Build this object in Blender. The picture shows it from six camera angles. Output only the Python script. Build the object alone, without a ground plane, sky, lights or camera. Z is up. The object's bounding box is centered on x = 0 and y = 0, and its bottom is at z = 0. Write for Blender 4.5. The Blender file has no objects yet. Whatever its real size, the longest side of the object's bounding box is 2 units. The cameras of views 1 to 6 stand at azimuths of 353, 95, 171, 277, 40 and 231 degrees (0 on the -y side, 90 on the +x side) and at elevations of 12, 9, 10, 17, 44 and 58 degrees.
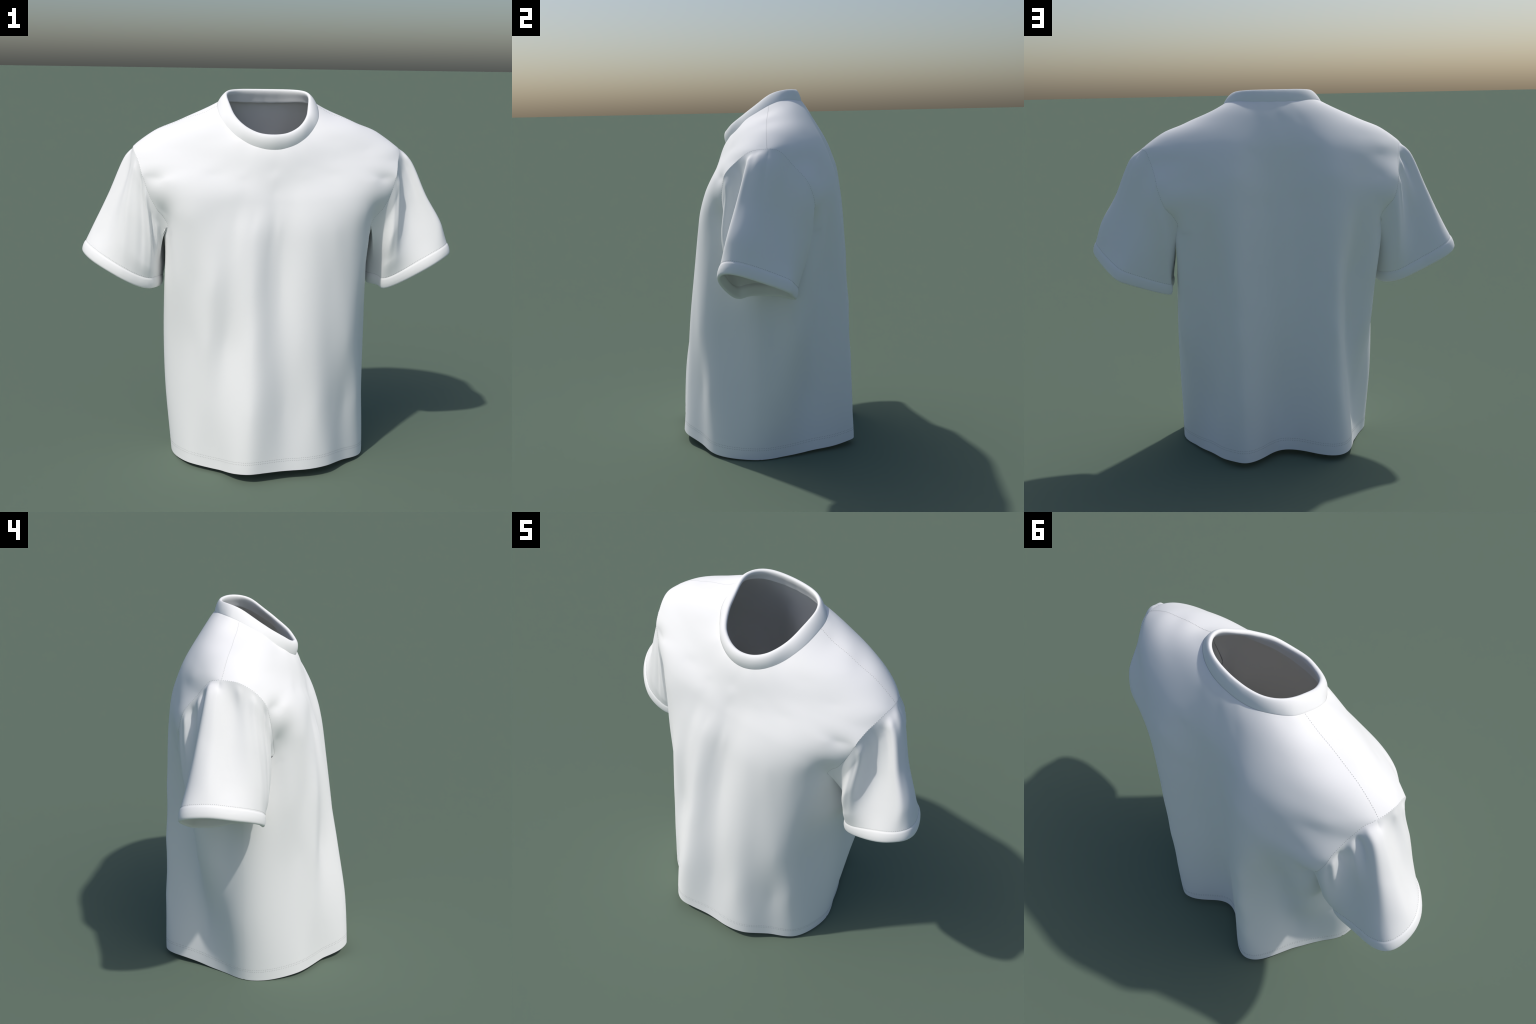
"""A plain white crew-neck T-shirt, filled out as if worn, standing on its hem."""
import bpy, math
import numpy as np

# ------------------------------------------------------------------ helpers
def natural_spline(t, P, tq, periodic=False):
    """Cubic spline through points P (n,k) at parameters t, evaluated at tq."""
    t = np.asarray(t, float); P = np.asarray(P, float)
    if periodic:                      # wrap three points on either side
        per = t[-1] - t[0]
        t = np.concatenate([t[-4:-1] - per, t, t[1:4] + per])
        P = np.concatenate([P[-4:-1], P, P[1:4]])
    n = len(t); h = np.diff(t)
    A = np.eye(n); R = np.zeros_like(P)
    for i in range(1, n - 1):
        A[i, i - 1] = h[i - 1]; A[i, i] = 2 * (h[i - 1] + h[i]); A[i, i + 1] = h[i]
        R[i] = 6 * ((P[i + 1] - P[i]) / h[i] - (P[i] - P[i - 1]) / h[i - 1])
    M = np.linalg.solve(A, R)
    i = np.clip(np.searchsorted(t, tq) - 1, 0, n - 2)
    a = ((t[i + 1] - tq) / h[i])[:, None]; b = ((tq - t[i]) / h[i])[:, None]
    hh = (h[i] ** 2)[:, None] / 6
    return a * P[i] + b * P[i + 1] + ((a**3 - a) * M[i] + (b**3 - b) * M[i + 1]) * hh

def pchip(t, P, tq):
    """Shape-preserving cubic along axis 0 of P (n, ...)."""
    t = np.asarray(t, float); P = np.asarray(P, float)
    sh = P.shape; F = P.reshape(len(t), -1)
    h = np.diff(t)[:, None]; d = np.diff(F, axis=0) / h
    m = np.zeros_like(F)
    w1 = 2 * h[1:] + h[:-1]; w2 = h[1:] + 2 * h[:-1]
    same = d[1:] * d[:-1] > 0
    with np.errstate(divide='ignore', invalid='ignore'):
        hm = (w1 + w2) / (w1 / d[:-1] + w2 / d[1:])
    m[1:-1] = np.where(same, hm, 0)
    m[0] = d[0]; m[-1] = d[-1]
    i = np.clip(np.searchsorted(t, tq) - 1, 0, len(t) - 2)
    s = ((tq - t[i]) / h[i, 0])[:, None]; hi = h[i]
    out = ((2*s**3 - 3*s**2 + 1) * F[i] + (s**3 - 2*s**2 + s) * hi * m[i]
           + (-2*s**3 + 3*s**2) * F[i + 1] + (s**3 - s**2) * hi * m[i + 1])
    return out.reshape((len(tq),) + sh[1:])

def chord(P):
    return np.concatenate([[0], np.cumsum(np.linalg.norm(np.diff(P, axis=0), axis=1))])

def resample(P, n):
    """n points evenly spaced along a polyline/curve through P."""
    P = np.asarray(P, float)
    c = chord(P); F = natural_spline(c, P, np.linspace(0, c[-1], 400))
    c = chord(F); q = np.linspace(0, c[-1], n)
    return np.stack([np.interp(q, c, F[:, k]) for k in range(3)], 1)

def smooth_grid(G, rounds, closed=False, lam=None):
    """Shrink-free (Taubin) smoothing of a (rows, cols, 3) grid; edges stay put."""
    for i in range(rounds):
        w = lam if lam is not None else (.6, -.62)[i % 2]
        H = G.copy()
        if closed:
            av = (np.roll(G, 1, 1) + np.roll(G, -1, 1))[1:-1] + G[:-2] + G[2:]
            H[1:-1] = (1 - w) * G[1:-1] + w / 4 * av
        else:
            av = G[1:-1, :-2] + G[1:-1, 2:] + G[:-2, 1:-1] + G[2:, 1:-1]
            H[1:-1, 1:-1] = (1 - w) * G[1:-1, 1:-1] + w / 4 * av
        G = H
    return G

def grid_faces(rows, cols, closed=False, flip=False):
    f = []
    for r in range(rows - 1):
        for c in range(cols if closed else cols - 1):
            c2 = (c + 1) % cols
            q = (r * cols + c, r * cols + c2, (r + 1) * cols + c2, (r + 1) * cols + c)
            f.append(q[::-1] if flip else q)
    return f

def vertex_normals(V, F):
    V = np.asarray(V); F = np.asarray(F)
    n = np.cross(V[F[:, 2]] - V[F[:, 0]], V[F[:, 3]] - V[F[:, 1]])
    N = np.zeros_like(V)
    for k in range(4):
        np.add.at(N, F[:, k], n)
    L = np.linalg.norm(N, axis=1, keepdims=True); L[L == 0] = 1
    return N / L

def make_object(name, V, F, mat, parent, normals=None):
    me = bpy.data.meshes.new(name)
    me.from_pydata([tuple(v) for v in V], [], [tuple(int(i) for i in f) for f in F])
    me.polygons.foreach_set("use_smooth", [True] * len(me.polygons))
    me.update()
    if normals is not None:
        me.normals_split_custom_set_from_vertices([tuple(n) for n in normals])
    me.materials.append(mat)
    ob = bpy.data.objects.new(name, me)
    bpy.context.scene.collection.objects.link(ob)
    ob.parent = parent
    return ob

def mirror(half):
    """Right half (x>0 ... x=0) completed by its mirror image."""
    return half + [(-x, y, z) for x, y, z in half[-2::-1]]

# ---------------------------------------------------------------- materials
def cotton(name, colour, grain=0.012):
    m = bpy.data.materials.new(name); m.use_nodes = True
    nt = m.node_tree; N = nt.nodes; L = nt.links
    b = N["Principled BSDF"]
    tc = N.new("ShaderNodeTexCoord")
    no = N.new("ShaderNodeTexNoise"); no.inputs["Scale"].default_value = 420; no.inputs["Detail"].default_value = 2
    ra = N.new("ShaderNodeValToRGB")
    ra.color_ramp.elements[0].position = 0.3; ra.color_ramp.elements[1].position = 0.7
    ra.color_ramp.elements[0].color = tuple(c * (1 - grain) for c in colour) + (1,)
    ra.color_ramp.elements[1].color = tuple(min(1, c * (1 + grain)) for c in colour) + (1,)
    L.new(tc.outputs["Object"], no.inputs["Vector"])
    L.new(no.outputs["Fac"], ra.inputs["Fac"])
    L.new(ra.outputs["Color"], b.inputs["Base Color"])
    b.inputs["Roughness"].default_value = 0.92
    b.inputs["Specular IOR Level"].default_value = 0.25
    return m

WHITE = cotton("white_cotton_jersey", (0.95, 0.95, 0.95))
RIB = cotton("white_cotton_rib", (0.95, 0.95, 0.95))
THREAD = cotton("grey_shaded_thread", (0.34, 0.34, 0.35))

shirt = bpy.data.objects.new("t_shirt", None)
bpy.context.scene.collection.objects.link(shirt)
shirt["label"] = "plain white short-sleeved crew-neck t-shirt with soft folds"
shirt["category"] = "t-shirt"

# ------------------------------------------------------------ torso sections
# Each section runs right side -> centre -> left side, z rising from the hem.
hem_front = [(.536, .01, .003), (.536, -.10, .006), (.491, -.238, .015), (.395, -.320, .030),
             (.285, -.425, .048), (.150, -.467, .047), (.030, -.478, .048), (-.070, -.502, .051),
             (-.140, -.511, .050), (-.213, -.472, .040), (-.274, -.386, .022), (-.355, -.330, .020),
             (-.440, -.262, .018), (-.492, -.167, .008), (-.520, -.066, .0), (-.518, .03, .0)]
hem_back = [(.536, .01, .003), (.487, .130, .005), (.437, .245, .013), (.362, .392, .020),
            (.302, .480, .030), (.240, .513, .030), (.185, .490, .030), (.100, .412, .030),
            (.0, .373, .030), (-.100, .425, .030), (-.200, .498, .030), (-.250, .508, .030),
            (-.305, .480, .030), (-.355, .392, .028), (-.412, .235, .006), (-.470, .120, .0), (-.518, .03, .0)]

low_front = [(.548, .02, .33), (.531, -.078, .33), (.497, -.197, .34), (.455, -.270, .35), (.382, -.312, .35),
             (.300, -.378, .36), (.215, -.430, .36), (.130, -.432, .36), (.040, -.438, .36), (-.050, -.474, .36),
             (-.130, -.492, .36), (-.205, -.448, .36), (-.280, -.382, .35), (-.360, -.332, .35),
             (-.430, -.260, .34), (-.498, -.162, .33), (-.545, -.06, .33), (-.548, .03, .33)]
low_back = [(.548, .02, .33), (.532, .120, .33), (.482, .210, .34), (.422, .252, .34), (.370, .318, .35),
            (.328, .432, .36), (.290, .480, .36), (.250, .503, .36), (.185, .475, .36), (.095, .390, .36),
            (.0, .358, .36), (-.095, .405, .36), (-.190, .478, .36), (-.255, .500, .36),
            (-.303, .450, .36), (-.346, .352, .35), (-.387, .242, .34), (-.463, .168, .34), (-.522, .095, .33), (-.548, .03, .33)]

waist_front = [(.553, .03, .68), (.525, -.070, .68), (.486, -.173, .68), (.450, -.260, .69), (.390, -.322, .70),
               (.290, -.368, .70), (.208, -.402, .70), (.120, -.408, .70), (.040, -.400, .70), (-.040, -.418, .70),
               (-.120, -.436, .70), (-.190, -.392, .70), (-.258, -.350, .70), (-.345, -.336, .69),
               (-.420, -.253, .69), (-.500, -.165, .68), (-.556, -.06, .68), (-.557, .03, .68)]
waist_back = [(.553, .03, .68), (.548, .115, .68), (.548, .218, .68), (.492, .276, .69), (.425, .298, .69), (.374, .330, .69),
              (.335, .400, .70), (.298, .462, .70), (.258, .491, .70), (.195, .466, .70), (.095, .402, .70), (.0, .378, .70),
              (-.095, .405, .70), (-.190, .466, .70), (-.250, .490, .70), (-.292, .442, .70), (-.326, .360, .70),
              (-.372, .284, .69), (-.445, .282, .68), (-.512, .208, .68), (-.530, .110, .68), (-.557, .03, .68)]

chest_front = [(.545, .03, 1.00), (.535, -.060, 1.0), (.500, -.170, 1.0), (.452, -.255, 1.0), (.380, -.308, 1.0),
               (.290, -.343, 1.0), (.200, -.368, 1.0), (.120, -.368, 1.0), (.030, -.348, 1.0), (-.040, -.364, 1.0),
               (-.115, -.388, 1.0), (-.175, -.372, 1.0), (-.235, -.350, 1.0), (-.315, -.341, 1.0),
               (-.400, -.279, 1.0), (-.490, -.215, 1.0), (-.552, -.09, 1.0), (-.545, .03, 1.0)]
chest_back = [(.545, .03, 1.00), (.532, .118, 1.0), (.552, .222, 1.0), (.512, .308, 1.0), (.430, .335, 1.0), (.378, .348, 1.0),
              (.335, .402, 1.0), (.300, .457, 1.0), (.258, .479, 1.0), (.190, .446, 1.0), (.095, .394, 1.0), (.0, .383, 1.0),
              (-.095, .396, 1.0), (-.190, .447, 1.0), (-.252, .478, 1.0), (-.300, .430, 1.0), (-.336, .360, 1.0),
              (-.388, .316, 1.0), (-.482, .328, 1.0), (-.536, .232, 1.0), (-.516, .118, 1.0), (-.545, .03, 1.0)]

pit_front = [(.535, .05, 1.20), (.543, -.068, 1.20), (.520, -.173, 1.20), (.455, -.247, 1.2), (.360, -.305, 1.19),
             (.270, -.332, 1.19), (.190, -.347, 1.18), (.110, -.339, 1.18), (.030, -.323, 1.18), (-.030, -.330, 1.18),
             (-.105, -.353, 1.18), (-.180, -.346, 1.18), (-.260, -.322, 1.19), (-.340, -.308, 1.19),
             (-.437, -.261, 1.20), (-.518, -.180, 1.20), (-.552, -.070, 1.2), (-.535, .05, 1.2)]
pit_back = mirror([(.535, .05, 1.20), (.545, .160, 1.20), (.556, .288, 1.2), (.484, .350, 1.2), (.400, .366, 1.2), (.335, .432, 1.2),
                   (.258, .463, 1.20), (.185, .434, 1.20), (.092, .390, 1.20), (.0, .381, 1.20)])

curve_front = [(.536, -.135, 1.272), (.524, -.168, 1.272), (.492, -.218, 1.27), (.425, -.274, 1.27), (.310, -.320, 1.27),
               (.190, -.334, 1.27), (.110, -.327, 1.27), (.020, -.320, 1.27), (-.040, -.326, 1.27), (-.110, -.336, 1.27),
               (-.200, -.316, 1.27), (-.310, -.298, 1.27), (-.430, -.265, 1.27), (-.495, -.218, 1.27),
               (-.526, -.165, 1.272), (-.538, -.132, 1.272)]
curve_back = mirror([(.545, .290, 1.272), (.532, .322, 1.272), (.495, .360, 1.272), (.420, .403, 1.28), (.330, .438, 1.28),
                     (.185, .444, 1.28), (.0, .391, 1.28)])

yoke1_front = [(.592, -.147, 1.355), (.560, -.146, 1.355), (.525, -.196, 1.35), (.490, -.236, 1.35), (.430, -.270, 1.34), (.310, -.304, 1.33),
               (.190, -.317, 1.33), (.100, -.311, 1.32), (.0, -.303, 1.32), (-.110, -.310, 1.32), (-.200, -.300, 1.32),
               (-.310, -.289, 1.33), (-.430, -.268, 1.34), (-.490, -.234, 1.35), (-.525, -.192, 1.35), (-.560, -.138, 1.355), (-.592, -.132, 1.355)]
yoke1_back = mirror([(.606, .322, 1.370), (.570, .340, 1.370), (.515, .358, 1.37), (.425, .392, 1.37), (.330, .432, 1.37),
                     (.250, .444, 1.37), (.175, .414, 1.37), (.090, .378, 1.37), (.0, .370, 1.37)])

yoke2_front = [(.668, -.127, 1.530), (.632, -.126, 1.525), (.588, -.150, 1.520), (.545, -.184, 1.515), (.450, -.220, 1.50), (.310, -.252, 1.48),
               (.190, -.268, 1.465), (.100, -.266, 1.46), (.0, -.265, 1.455), (-.110, -.274, 1.455), (-.200, -.270, 1.465),
               (-.310, -.255, 1.48), (-.450, -.226, 1.50), (-.545, -.186, 1.515), (-.588, -.146, 1.520), (-.632, -.115, 1.525), (-.668, -.113, 1.530)]
yoke2_back = mirror([(.648, .295, 1.490), (.610, .318, 1.495), (.530, .343, 1.505), (.420, .378, 1.52), (.320, .410, 1.53),
                     (.240, .420, 1.53), (.165, .392, 1.53), (.085, .366, 1.53), (.0, .359, 1.53)])

yoke3_front = mirror([(.694, -.050, 1.615), (.660, -.078, 1.608), (.590, -.126, 1.592), (.460, -.178, 1.57),
                      (.310, -.216, 1.545), (.155, -.244, 1.52), (.0, -.252, 1.515)])
yoke3_back = mirror([(.668, .212, 1.592), (.635, .240, 1.598), (.550, .290, 1.610), (.430, .342, 1.63), (.320, .370, 1.635),
                     (.230, .380, 1.64), (.150, .360, 1.64), (.0, .346, 1.64)])

crown_front = mirror([(.714, .035, 1.663), (.690, -.008, 1.664), (.630, -.070, 1.645), (.490, -.140, 1.615),
                      (.325, -.200, 1.580), (.160, -.235, 1.549), (.0, -.246, 1.540)])
crown_back = mirror([(.692, .148, 1.660), (.665, .180, 1.660), (.580, .255, 1.657), (.440, .318, 1.672), (.310, .353, 1.678),
                     (.220, .361, 1.680), (.150, .354, 1.682), (.0, .342, 1.682)])

tip_front = mirror([(.706, .105, 1.671), (.699, .070, 1.677), (.655, .000, 1.690), (.510, -.100, 1.664),
                    (.335, -.172, 1.622), (.165, -.218, 1.585), (.0, -.231, 1.573)])
tip_back = mirror([(.706, .105, 1.671), (.697, .125, 1.673), (.655, .165, 1.687), (.590, .215, 1.698), (.450, .278, 1.722),
                   (.300, .322, 1.732), (.150, .328, 1.738), (.0, .322, 1.740)])

slope_front = mirror([(.500, .085, 1.788), (.485, .010, 1.780), (.430, -.060, 1.755), (.335, -.118, 1.715),
                      (.235, -.168, 1.674), (.115, -.207, 1.638), (.0, -.218, 1.625)])
slope_back = mirror([(.500, .085, 1.788), (.485, .140, 1.795), (.425, .195, 1.805), (.330, .248, 1.810),
                     (.220, .278, 1.814), (.110, .284, 1.817), (.0, .284, 1.818)])

neck_front = mirror([(.270, .076, 1.883), (.264, .000, 1.842), (.224, -.088, 1.777), (.160, -.153, 1.722),
                     (.080, -.188, 1.686), (.0, -.198, 1.674)])
neck_back = mirror([(.270, .076, 1.883), (.262, .118, 1.900), (.230, .157, 1.908), (.155, .205, 1.909),
                    (.075, .227, 1.907), (.0, .232, 1.907)])

FRONT = [hem_front, low_front, waist_front, chest_front, pit_front, curve_front, yoke1_front,
         yoke2_front, yoke3_front, crown_front, tip_front, slope_front, neck_front]
BACK = [hem_back, low_back, waist_back, chest_back, pit_back, curve_back, yoke1_back,
        yoke2_back, yoke3_back, crown_back, tip_back, slope_back, neck_back]
PIT, TIP = 4, 10                     # section indices of the armpit and the shoulder tip
ROWS_BETWEEN = [22, 24, 22, 14, 10, 10, 16, 10, 9, 7, 14, 18]
COLS = 181

def section(points):
    """Even points along a section, its halves split at the centre line x = 0."""
    P = np.asarray(points, float)
    c = chord(P); F = natural_spline(c, P, np.linspace(0, c[-1], 800))
    k = int(np.argmin(np.abs(F[:, 0])))
    h = COLS // 2 + 1
    return np.concatenate([resample_poly(F[:k + 1], h), resample_poly(F[k:], h)[1:]])

def resample_poly(F, n):
    c = chord(F); q = np.linspace(0, c[-1], n)
    return np.stack([np.interp(q, c, F[:, k]) for k in range(3)], 1)

def panel(sections):
    S = np.stack([section(s) for s in sections])
    t = np.arange(len(S), dtype=float)
    q = np.concatenate([np.linspace(i, i + 1, n, endpoint=False) for i, n in enumerate(ROWS_BETWEEN)] + [[len(S) - 1.0]])
    step = np.linalg.norm(np.diff(S, axis=0), axis=2).mean(1)
    tt = np.concatenate([[0], np.cumsum(step)])
    return pchip(tt, S, np.interp(q, t, tt))

row_of = np.concatenate([[0], np.cumsum(ROWS_BETWEEN)])
front = panel(FRONT); back = panel(BACK)
# the two panels share side seams and shoulder seams exactly
for k in (0, -1):
    for G in (front, back):
        pass
    for r in list(range(0, row_of[PIT] + 1)) + list(range(row_of[TIP], row_of[-1] + 1)):
        m = (front[r, k] + back[r, k]) / 2
        front[r, k] = m; back[r, k] = m

def smooth_torso(front, back, rounds):
    """Smooth both panels as one surface: across the seams, not across armhole, hem and neck."""
    seam_rows = np.array([r for r in range(front.shape[0]) if r < row_of[PIT] or r > row_of[TIP]])
    for i in range(rounds):
        w = (.6, -.62)[i % 2]
        f2, b2 = smooth_grid(front, 1, lam=w), smooth_grid(back, 1, lam=w)
        for k, j in ((0, 1), (-1, -2)):
            rr = seam_rows[(seam_rows > 0) & (seam_rows < front.shape[0] - 1)]
            av = front[rr, j] + back[rr, j] + front[rr - 1, k] + front[rr + 1, k]
            new = (1 - w) * front[rr, k] + w / 4 * av
            f2[rr, k] = new; b2[rr, k] = new
        # hem and neck rows slide along their own curve only
        front, back = f2, b2
    return front, back
front, back = smooth_torso(front, back, 40)

# The sections above only place the cloth; the body surface itself is one smooth
# thin-plate skin through all of them, over a capsule chart (angle, height).
AXIS_Y, CAP_Z = 0.03, 1.42

def girth(theta):
    """Rough chest radius by direction; keeps the chart smooth where wall turns into shoulder."""
    b = 0.355 - 0.025 * np.cos(theta)
    return 1 / np.sqrt((np.sin(theta) / 0.66) ** 2 + (np.cos(theta) / b) ** 2)

def to_chart(P):
    x, y, z = P[..., 0], P[..., 1] - AXIS_Y, P[..., 2]
    theta = np.arctan2(x, -y); flat = np.hypot(x, y); dz = np.maximum(z - CAP_Z, 0)
    rho = np.sqrt(flat**2 + dz**2)
    h = np.where(z <= CAP_Z, z, CAP_Z + girth(theta) * np.arctan2(dz, flat))
    return theta, h, rho

def from_chart(theta, h, rho):
    el = np.maximum(h - CAP_Z, 0) / girth(theta)
    flat = rho * np.cos(el)
    z = np.where(h <= CAP_Z, h, CAP_Z + rho * np.sin(el))
    return np.stack([flat * np.sin(theta), AXIS_Y - flat * np.cos(theta), z], -1)

def warp(theta, h):
    """Chart distances: lower body stretched sideways (folds run vertically), neck nearly true to scale."""
    z = np.linspace(-.2, 2.6, 561)
    t = np.clip((z - 1.20) / 0.40, 0, 1); rate = 0.27 + 0.85 * t * t * (3 - 2 * t)
    H = np.concatenate([[0], np.cumsum((rate[1:] + rate[:-1]) / 2 * np.diff(z))])
    return np.stack([0.42 * theta, np.interp(h, z, H)], 1)

def skin_fit(points, relax):
    th, h, rho = to_chart(np.asarray(points, float))
    th = np.concatenate([th, th - 2 * math.pi, th + 2 * math.pi]); h = np.tile(h, 3); rho = np.tile(rho, 3)
    keep = np.abs(th) < math.pi + 1.2
    C = warp(th[keep], h[keep]); rho = rho[keep]
    d = np.linalg.norm(C[:, None] - C[None], axis=2)
    n = len(C)
    K = plate(d) + np.diag(np.tile(relax, 3)[keep])
    L = np.c_[np.ones(n), C]
    A = np.block([[K, L], [L.T, np.zeros((3, 3))]])
    w = np.linalg.solve(A, np.concatenate([rho, np.zeros(3)]))
    return C, w

def plate(d):
    return np.where(d > 0, d * d * np.log(np.maximum(d, 1e-9)), 0)

def skin_radius(fit, theta, h):
    C, w = fit
    Q = warp(theta.ravel(), h.ravel())
    out = np.empty(len(Q))
    for i in range(0, len(Q), 4000):
        q = Q[i:i + 4000]
        d = np.linalg.norm(q[:, None] - C[None], axis=2)
        out[i:i + 4000] = plate(d) @ w[:-3] + w[-3] + q @ w[-2:]
    return out.reshape(theta.shape)

placed, ease = [], []
for i, s in enumerate(FRONT + BACK):
    row = i % len(FRONT)
    if s is curve_back: s = s[:3] + s[-3:]
    for j, p in enumerate(s):
        edge = j in (0, len(s) - 1) and PIT <= row <= TIP       # armhole edges are met closely
        soft = np.interp(p[2], [0, .8, 1.1, 1.2, 1.6, 1.75], [2e-4, 2e-4, 1e-3, 2e-3, 2e-3, 1e-3])
        if abs(p[0]) > .5: soft = min(soft, 4e-4)               # keep the hollow beside the armhole
        placed.append(p); ease.append(2e-5 if edge else soft)
# shoulder seams dip beside the neck and round over towards the sleeve
for x, y, z in ((.340, .078, 1.846), (.431, .082, 1.818), (.585, .090, 1.757), (.650, .097, 1.716)):
    placed += [(x, y, z), (-x, y, z)]; ease += [1e-4, 1e-4]
skin = skin_fit(placed, ease)

def drape(G):
    th, h, rho = to_chart(G)
    new = from_chart(th, h, skin_radius(skin, th, h))
    return new
front, back = drape(front), drape(back)
for k in (0, -1):
    rr = np.array(list(range(0, row_of[PIT] + 1)) + list(range(row_of[TIP], row_of[-1] + 1)))
    m = (front[rr, k] + back[rr, k]) / 2
    front[rr, k] = m; back[rr, k] = m

# ------------------------------------------------------------ torso geometry
CLOTH = 0.007
nr, nc = front.shape[:2]
f_faces = np.array(grid_faces(nr, nc))
# joint numbering: front grid, then back grid with the shared seam vertices merged
idx_f = np.arange(nr * nc).reshape(nr, nc)
idx_b = idx_f + nr * nc
for k in (0, -1):
    for r in list(range(0, row_of[PIT] + 1)) + list(range(row_of[TIP], nr)):
        idx_b[r, k] = idx_f[r, k]
allV = np.concatenate([front.reshape(-1, 3), back.reshape(-1, 3)])
ff = idx_f.reshape(-1)[f_faces]; bf = idx_b.reshape(-1)[f_faces]
n_test = np.cross(front[5, nc // 2 + 1] - front[5, nc // 2], front[6, nc // 2] - front[5, nc // 2])
if n_test[1] > 0: ff = ff[:, ::-1]
else: bf = bf[:, ::-1]
allN = vertex_normals(allV, np.concatenate([ff, bf]))
nf = allN[idx_f.reshape(-1)].reshape(nr, nc, 3); nb = allN[idx_b.reshape(-1)].reshape(nr, nc, 3)

def two_sided(G, N, flip, thick, closed=False, rim_rows=()):
    """Outer and inner cloth faces of a grid, with a rim along given end rows."""
    r, c = G.shape[:2]
    V = np.concatenate([G.reshape(-1, 3), (G - thick * N).reshape(-1, 3)])
    NN = np.concatenate([N.reshape(-1, 3), -N.reshape(-1, 3)])
    F = grid_faces(r, c, closed, flip) + [tuple(i + r * c for i in q) for q in grid_faces(r, c, closed, not flip)]
    for row in rim_rows:
        base = row * c
        for k in range(c if closed else c - 1):
            k2 = (k + 1) % c
            q = (base + k, base + k2, base + k2 + r * c, base + k + r * c)
            F.append(q if (row != 0) ^ flip else q[::-1])
    return V, F, NN

# pressed-in seam lines: side seams and shoulder seams sit a touch below the cloth
for k, step in ((0, 1), (-1, -1)):
    rr = np.array(list(range(0, row_of[PIT] - 2)) + list(range(row_of[TIP] + 2, nr - 1)))
    for G, NN in ((front, nf), (back, nb)):
        G[rr, k] -= .0022 * NN[rr, k]
        G[rr, k + step] += .0006 * NN[rr, k + step]

flip_front = bool(n_test[1] > 0)
V, F, N = two_sided(front, nf, flip_front, CLOTH, rim_rows=(0,))
make_object("front_panel", V, F, WHITE, shirt, N)
V, F, N = two_sided(back, nb, not flip_front, CLOTH, rim_rows=(0,))
make_object("back_panel", V, F, WHITE, shirt, N)

# ------------------------------------------------------------------- sleeves
# Ribs run from the armhole seam to the cuff stitch line: ridges, valleys and
# the top and underarm lines.  First point sits on the armhole seam.
RIGHT_RIBS = [
    [(.706, .105, 1.671), (.760, .100, 1.608), (.850, .065, 1.394), (.944, .026, 1.228), (.980, -.010, 1.148)],   # top
    [(.712, .020, 1.660), (.772, .006, 1.590), (.848, -.036, 1.415), (.932, -.085, 1.240), (.945, -.110, 1.142)], # outer ridge
    [(.690, -.060, 1.605), (.722, -.028, 1.517), (.752, -.045, 1.352), (.796, -.095, 1.168), (.830, -.126, 1.080)], # valley
    [(.672, -.120, 1.540), (.690, -.105, 1.460), (.684, -.128, 1.260), (.688, -.125, 1.100), (.700, -.110, 1.000)], # inner ridge
    [(.592, -.147, 1.355), (.602, -.120, 1.270), (.605, -.085, 1.130), (.607, -.050, 1.034), (.612, -.040, .970)],
    [(.535, .050, 1.200), (.548, .052, 1.160), (.556, .058, 1.084), (.563, .062, 1.014), (.567, .064, .970)],    # underarm
    [(.556, .312, 1.291), (.564, .280, 1.210), (.572, .240, 1.100), (.584, .205, 1.006), (.590, .185, .962)],
    [(.645, .300, 1.480), (.655, .305, 1.370), (.655, .285, 1.200), (.652, .250, 1.040), (.650, .232, .966)],    # back
    [(.660, .240, 1.565), (.692, .245, 1.455), (.722, .225, 1.270), (.770, .222, 1.095), (.800, .220, 1.018)],
    [(.690, .165, 1.640), (.724, .168, 1.533), (.784, .154, 1.340), (.862, .155, 1.153), (.900, .155, 1.075)],
]
LEFT_RIBS = [
    [(-.706, .105, 1.671), (-.750, .110, 1.612), (-.852, .120, 1.392), (-.932, .130, 1.236), (-.975, .130, 1.146)],
    [(-.708, .050, 1.666), (-.728, .048, 1.582), (-.806, .050, 1.380), (-.880, .042, 1.212), (-.930, .032, 1.123)],
    [(-.702, -.010, 1.640), (-.725, -.010, 1.560), (-.775, -.030, 1.373), (-.808, -.055, 1.200), (-.835, -.066, 1.076)],
    [(-.675, -.100, 1.548), (-.680, -.100, 1.460), (-.680, -.115, 1.270), (-.690, -.118, 1.100), (-.700, -.105, 1.008)],
    [(-.592, -.135, 1.355), (-.600, -.110, 1.270), (-.600, -.088, 1.130), (-.600, -.072, 1.044), (-.605, -.066, .986)],
    [(-.535, .050, 1.200), (-.548, .055, 1.160), (-.553, .060, 1.085), (-.558, .066, 1.014), (-.563, .070, .968)],
    [(-.545, .318, 1.285), (-.556, .280, 1.210), (-.562, .225, 1.095), (-.574, .200, 1.004), (-.584, .185, .952)],
    [(-.632, .320, 1.450), (-.640, .320, 1.360), (-.650, .308, 1.200), (-.656, .280, 1.045), (-.660, .258, .974)],
    [(-.655, .235, 1.580), (-.682, .220, 1.496), (-.728, .222, 1.327), (-.772, .250, 1.128), (-.802, .264, 1.042)],
    [(-.690, .150, 1.655), (-.742, .155, 1.610), (-.828, .182, 1.418), (-.912, .215, 1.224), (-.966, .228, 1.134)],
]
RIB_W = [0.0, 0.2, 0.5, 0.82, 1.0]
SLEEVE_ROWS = 90

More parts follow.
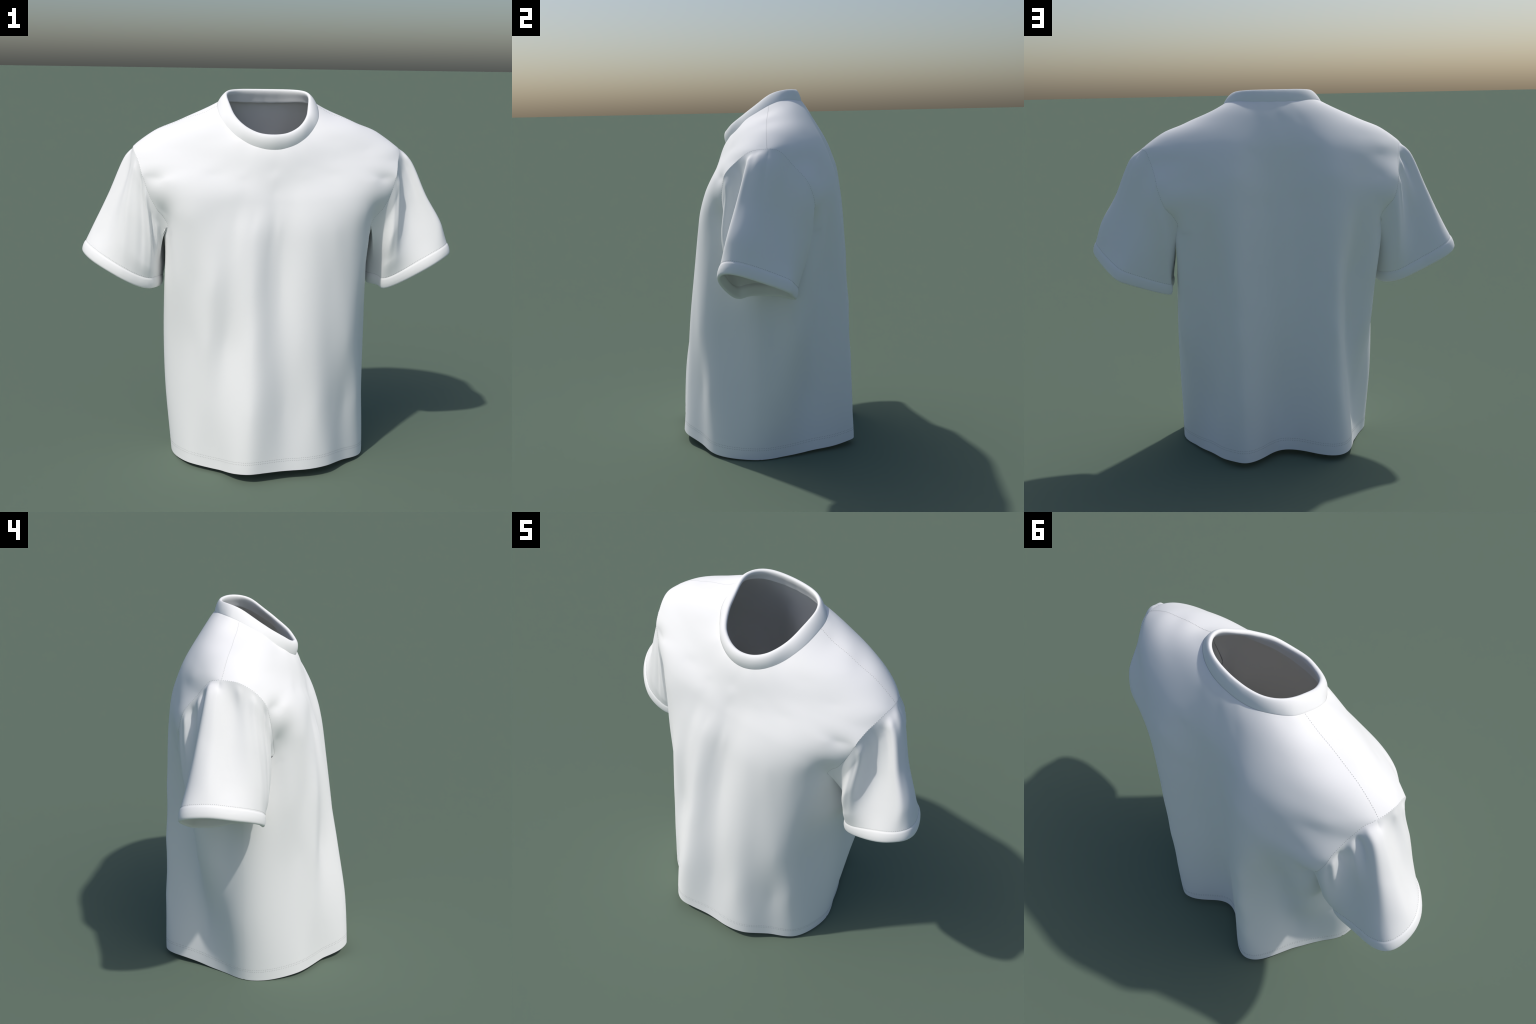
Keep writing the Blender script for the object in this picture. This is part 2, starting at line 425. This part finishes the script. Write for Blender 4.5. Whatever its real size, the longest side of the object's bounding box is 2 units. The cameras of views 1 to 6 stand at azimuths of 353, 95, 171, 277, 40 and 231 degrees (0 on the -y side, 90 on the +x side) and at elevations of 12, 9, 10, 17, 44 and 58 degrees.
def armhole_ring(k):
    """Closed armhole seam: shoulder tip, down the front, armpit, up the back."""
    a = front[row_of[PIT]:row_of[TIP] + 1, k][::-1]
    b = back[row_of[PIT] + 1:row_of[TIP], k]
    return np.concatenate([a, b])

def refine_ring(R, factor):
    n = len(R); t = np.arange(n + 1.0)
    return natural_spline(t, np.concatenate([R, R[:1]]), np.arange(n * factor) / factor, periodic=True)

def ring_frame(G):
    """Normals of a closed tube grid (rows, cols, 3)."""
    r, c = G.shape[:2]
    F = np.array(grid_faces(r, c, True))
    N = vertex_normals(G.reshape(-1, 3), F).reshape(r, c, 3)
    centre = G.mean(1, keepdims=True)
    if ((G - centre) * N).sum() < 0: return -N, True
    return N, False

def sleeve_grid(k, ribs, creases):
    ring = refine_ring(armhole_ring(k), 2)
    n = len(ring)
    per = chord(np.concatenate([ring, ring[:1]]))
    s_ring = per[:-1] / per[-1]
    s_rib = []
    for rib in ribs:
        s_rib.append(s_ring[int(np.argmin(np.linalg.norm(ring - np.array(rib[0]), axis=1)))])
    s_rib[0] = 0.0
    w = np.linspace(0, 1, SLEEVE_ROWS)
    lines = np.stack([pchip(RIB_W, np.array(r), w) for r in ribs], 1)      # (rows, ribs, 3)
    s_key = np.array(s_rib + [1.0])
    rows = []
    for i in range(SLEEVE_ROWS):
        P = np.concatenate([lines[i], lines[i, :1]])
        rows.append(natural_spline(s_key, P, s_ring, periodic=True))
    G = np.stack(rows)
    fade = np.clip(1 - w / 0.8, 0, 1) ** 2
    G += fade[:, None, None] * (ring - G[0])[None]
    G = smooth_grid(G, 24, closed=True)
    N, _ = ring_frame(G)
    for anchor, drift, w0, w1, width, amp in creases:
        s0 = s_ring[int(np.argmin(np.linalg.norm(ring - np.array(anchor), axis=1)))]
        centre = s0 + drift * w
        ds = (s_ring[None] - centre[:, None] + .5) % 1 - .5
        soft = np.clip((w - max(w0, 0)) / .12, 0, 1) * np.clip((w1 - w) / max(.6 * (w1 - w0), .01), 0, 1)
        soft = soft * soft * (3 - 2 * soft)
        G += (amp * soft[:, None] * np.exp(-(ds / width) ** 2))[..., None] * N
    return smooth_grid(G, 6, closed=True)

# Narrow creases and gathers: (anchor on the armhole, drift round the sleeve, from, to, width, height)
RIGHT_CREASES = [((.712, .020, 1.66), .0, .03, 1.1, .013, .009), ((.700, -.02, 1.64), .0, .02, .7, .012, -.006),
                 ((.672, -.12, 1.54), .0, .02, 1.1, .014, .007), ((.710, .065, 1.67), .004, -.06, .35, .010, .004),
                 ((.706, .105, 1.671), .0, -.06, .6, .010, -.004), ((.690, .150, 1.66), .0, -.06, .5, .016, .004),
                 ((.684, -.085, 1.585), .0, -.06, .30, .012, .004), ((.655, .28, 1.52), .01, -.04, .5, .018, .004)]
LEFT_CREASES = [((-.660, .225, 1.59), .012, -.06, .70, .014, .012), ((-.675, .195, 1.62), .008, -.06, .55, .010, -.012),
                ((-.640, .290, 1.51), .010, -.06, .60, .013, .010), ((-.648, .262, 1.55), .010, -.06, .42, .010, -.010),
                ((-.690, .150, 1.66), .0, .0, 1.1, .014, .007), ((-.706, .105, 1.671), .0, -.06, .20, .009, -.008),
                ((-.690, -.055, 1.61), .0, .02, 1.2, .012, .006), ((-.675, -.10, 1.55), .010, -.02, 1.1, .014, -.007),
                ((-.650, -.125, 1.47), .014, .0, 1.1, .016, .007), ((-.705, .02, 1.655), .0, -.06, .30, .012, .005),
                ((-.620, -.13, 1.41), .01, .1, .8, .014, -.008), ((-.585, -.13, 1.34), .0, .1, .6, .016, .008)]

CUFF_PROFILE = [(-.001, .000), (.004, .0025), (.015, .0050), (.030, .0062), (.046, .0050), (.056, .0015), (.0595, -.005),
                (.056, -.0105), (.043, -.0135), (.026, -.015), (.006, -.014), (-.006, -.007)]

def frame_profile(ring, along, out, profile):
    pr = np.array(profile); t = chord(np.c_[pr, np.zeros(len(pr))])
    q = natural_spline(t, pr, np.linspace(0, t[-1], 34))
    return np.stack([ring + a * along + o * out for a, o in q])

sleeves = []
for k, ribs, creases in ((0, RIGHT_RIBS, RIGHT_CREASES), (-1, LEFT_RIBS, LEFT_CREASES)):
    G = sleeve_grid(k, ribs, creases)
    N, fl = ring_frame(G)
    V, F, NN = two_sided(G, N, fl, CLOTH, closed=True)
    sl = make_object("sleeve", V, F, WHITE, shirt, NN)
    edge = G[-1]
    along = G[-1] - G[-7]; along /= np.linalg.norm(along, axis=1, keepdims=True)
    axis = along.mean(0); axis /= np.linalg.norm(axis)
    along = 0.5 * along + 0.5 * axis; along /= np.linalg.norm(along, axis=1, keepdims=True)
    C = frame_profile(edge, along, N[-1], CUFF_PROFILE)
    NC, flc = None, None
    Fc = grid_faces(C.shape[0], C.shape[1], True, fl)
    cuff = make_object("cuff", C.reshape(-1, 3), Fc, RIB, sl)
    sleeves.append((G, N, sl, cuff))

# -------------------------------------------------------------------- collar
collar_seam = np.concatenate([front[-1], back[-1][::-1][1:-1]])     # right -> front -> left -> back
TOP_HALF = [(.0, -.194, 1.750), (.070, -.180, 1.757), (.140, -.143, 1.789), (.185, -.078, 1.834), (.214, .015, 1.902),
            (.224, .078, 1.944), (.206, .130, 1.961), (.150, .178, 1.968), (.075, .198, 1.969), (.0, .203, 1.969)]
top_loop = [(x, y, z) for x, y, z in TOP_HALF] + [(-x, y, z) for x, y, z in TOP_HALF[-2:0:-1]]

def match_loop(loop, ring):
    """Resample a closed loop so that its points lie at the same polar angle as the ring's."""
    L = np.array(loop + loop[:1], float); c = chord(L)
    D = natural_spline(c, L, np.linspace(0, c[-1], 1200, endpoint=False), periodic=True)
    o = np.array([0, .02])
    ang = np.unwrap(np.arctan2(D[:, 1] - o[1], D[:, 0] - o[0]))
    ar = np.unwrap(np.arctan2(ring[:, 1] - o[1], ring[:, 0] - o[0]))
    d = np.sign(ang[-1] - ang[0])
    out = np.empty_like(ring)
    base = (ar - ang[0]) * d % (2 * math.pi)
    a = (ang - ang[0]) * d
    a = np.concatenate([a, [2 * math.pi]]); D = np.concatenate([D, D[:1]])
    for k in range(3): out[:, k] = np.interp(base, a, D[:, k])
    return out

def smooth_ring(R, rounds):
    for _ in range(rounds): R = 0.5 * R + 0.25 * (np.roll(R, 1, 0) + np.roll(R, -1, 0))
    return R
T = smooth_ring(match_loop(top_loop, collar_seam), 6)
S = collar_seam
tang = np.roll(S, -1, 0) - np.roll(S, 1, 0)
up = T - S; height = np.linalg.norm(up, axis=1, keepdims=True); up = up / height
out = np.cross(tang, up); out /= np.linalg.norm(out, axis=1, keepdims=True)
if (out * (S - S.mean(0))).sum() < 0: out = -out
# profile: (fraction of the height, metres outward) up the outside, over the top, down the inside
COLLAR_PROFILE = [(-.05, -.003), (.02, .0000), (.15, .0045), (.40, .0100), (.65, .0110), (.88, .0065), (1.0, -.003),
                  (.985, -.0105), (.88, -.0155), (.5, -.018), (.1, -.018), (-.12, -.015), (-.15, -.008)]
pr = np.array(COLLAR_PROFILE); tp = chord(np.c_[pr[:, 0] * .07, pr[:, 1], np.zeros(len(pr))])
q = natural_spline(tp, pr, np.linspace(0, tp[-1], 40))
roll = np.clip(.5 - 1.6 * (S[:, 1:2] - .0) / .4, 0, 1)           # full roll in front, flat band behind
roll = .45 + .55 * roll
C = np.stack([S + a * height * up + (o * roll if o > 0 else o) * out for a, o in q])
Fc = grid_faces(C.shape[0], C.shape[1], True)
nrm = vertex_normals(C.reshape(-1, 3), np.array(Fc)).reshape(C.shape)
flipc = (nrm[12] * out).sum() < 0
make_object("collar", C.reshape(-1, 3), grid_faces(C.shape[0], C.shape[1], True, flipc), RIB, shirt)

# ------------------------------------------------------------------ stitches
def stitch_row(P, N, closed, length, gap, radius, lift=0.0):
    """Short thread capsules laid along a curve P lying on a surface with normals N."""
    if closed: P = np.concatenate([P, P[:1]]); N = np.concatenate([N, N[:1]])
    c = chord(P); n = int(c[-1] / (length + gap))
    V, F = [], []
    for i in range(n):
        a = (i + .5) * c[-1] / n
        ends = [a - length / 2, a, a + length / 2]
        pts = np.array([[np.interp(e, c, P[:, k]) for k in range(3)] for e in ends])
        no = np.array([np.interp(a, c, N[:, k]) for k in range(3)]); no /= np.linalg.norm(no)
        tg = pts[2] - pts[0]; tg /= np.linalg.norm(tg); sd = np.cross(no, tg)
        b = len(V)
        for p, rr, hh in ((pts[0], .5, -.6), (pts[1], 1, .35), (pts[2], .5, -.6)):
            for ca, sa in ((1, 0), (0, 1), (-1, 0), (0, -1)):
                V.append(p + no * (lift + hh * radius) + radius * rr * (ca * sd + sa * no))
        for r in range(2):
            for j in range(4):
                j2 = (j + 1) % 4
                F.append((b + 4*r + j, b + 4*r + j2, b + 4*r + 4 + j2, b + 4*r + 4 + j))
        F += [(b + 3, b + 2, b + 1, b), (b + 8, b + 9, b + 10, b + 11)]
    return V, F

def join_rows(rows):
    V, F = [], []
    for v, f in rows:
        o = len(V); V += list(v); F += [tuple(i + o for i in q) for q in f]
    return V, F

def along_height(G, N, z_above):
    """Curve on a panel at a given distance above its hem row."""
    P, Q = [], []
    for c in range(G.shape[1]):
        d = chord(G[:40, c]); 
        P.append([np.interp(z_above, d, G[:40, c, k]) for k in range(3)])
        Q.append([np.interp(z_above, d, N[:40, c, k]) for k in range(3)])
    return np.array(P), np.array(Q)

rows = []
for h in (.052, .063):
    Pf, Qf = along_height(front, nf, h); Pb, Qb = along_height(back, nb, h)
    P = np.concatenate([Pf, Pb[::-1][1:-1]]); Q = np.concatenate([Qf, Qb[::-1][1:-1]])
    rows.append(stitch_row(P, Q, True, .0062, .0036, .0009))
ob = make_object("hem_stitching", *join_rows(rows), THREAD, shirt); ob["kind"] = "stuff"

rows = []
for k in (0, -1):
    sl = slice(row_of[TIP], nr)
    beside = 1 if k == 0 else -2
    P, Q = front[sl, beside], nf[sl, beside]
    rows.append(stitch_row(P, Q, False, .0062, .0036, .0009))
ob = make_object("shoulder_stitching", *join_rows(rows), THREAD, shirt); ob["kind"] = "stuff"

rows = []
for k in (0, -1):
    a = slice(row_of[PIT], row_of[TIP] + 1)
    inward = 1 if k == 0 else -2
    mixf = .6 * front[a, k] + .4 * front[a, inward]; mixb = .6 * back[a, k] + .4 * back[a, inward]
    rows.append(stitch_row(mixf, nf[a, k], False, .0062, .0036, .0008))
    rows.append(stitch_row(mixb, nb[a, k], False, .0062, .0036, .0008))
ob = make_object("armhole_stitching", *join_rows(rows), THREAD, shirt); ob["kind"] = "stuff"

for G, N, sl, cuff in sleeves:
    V, F = stitch_row(G[-2], N[-2], True, .0062, .0036, .0009)
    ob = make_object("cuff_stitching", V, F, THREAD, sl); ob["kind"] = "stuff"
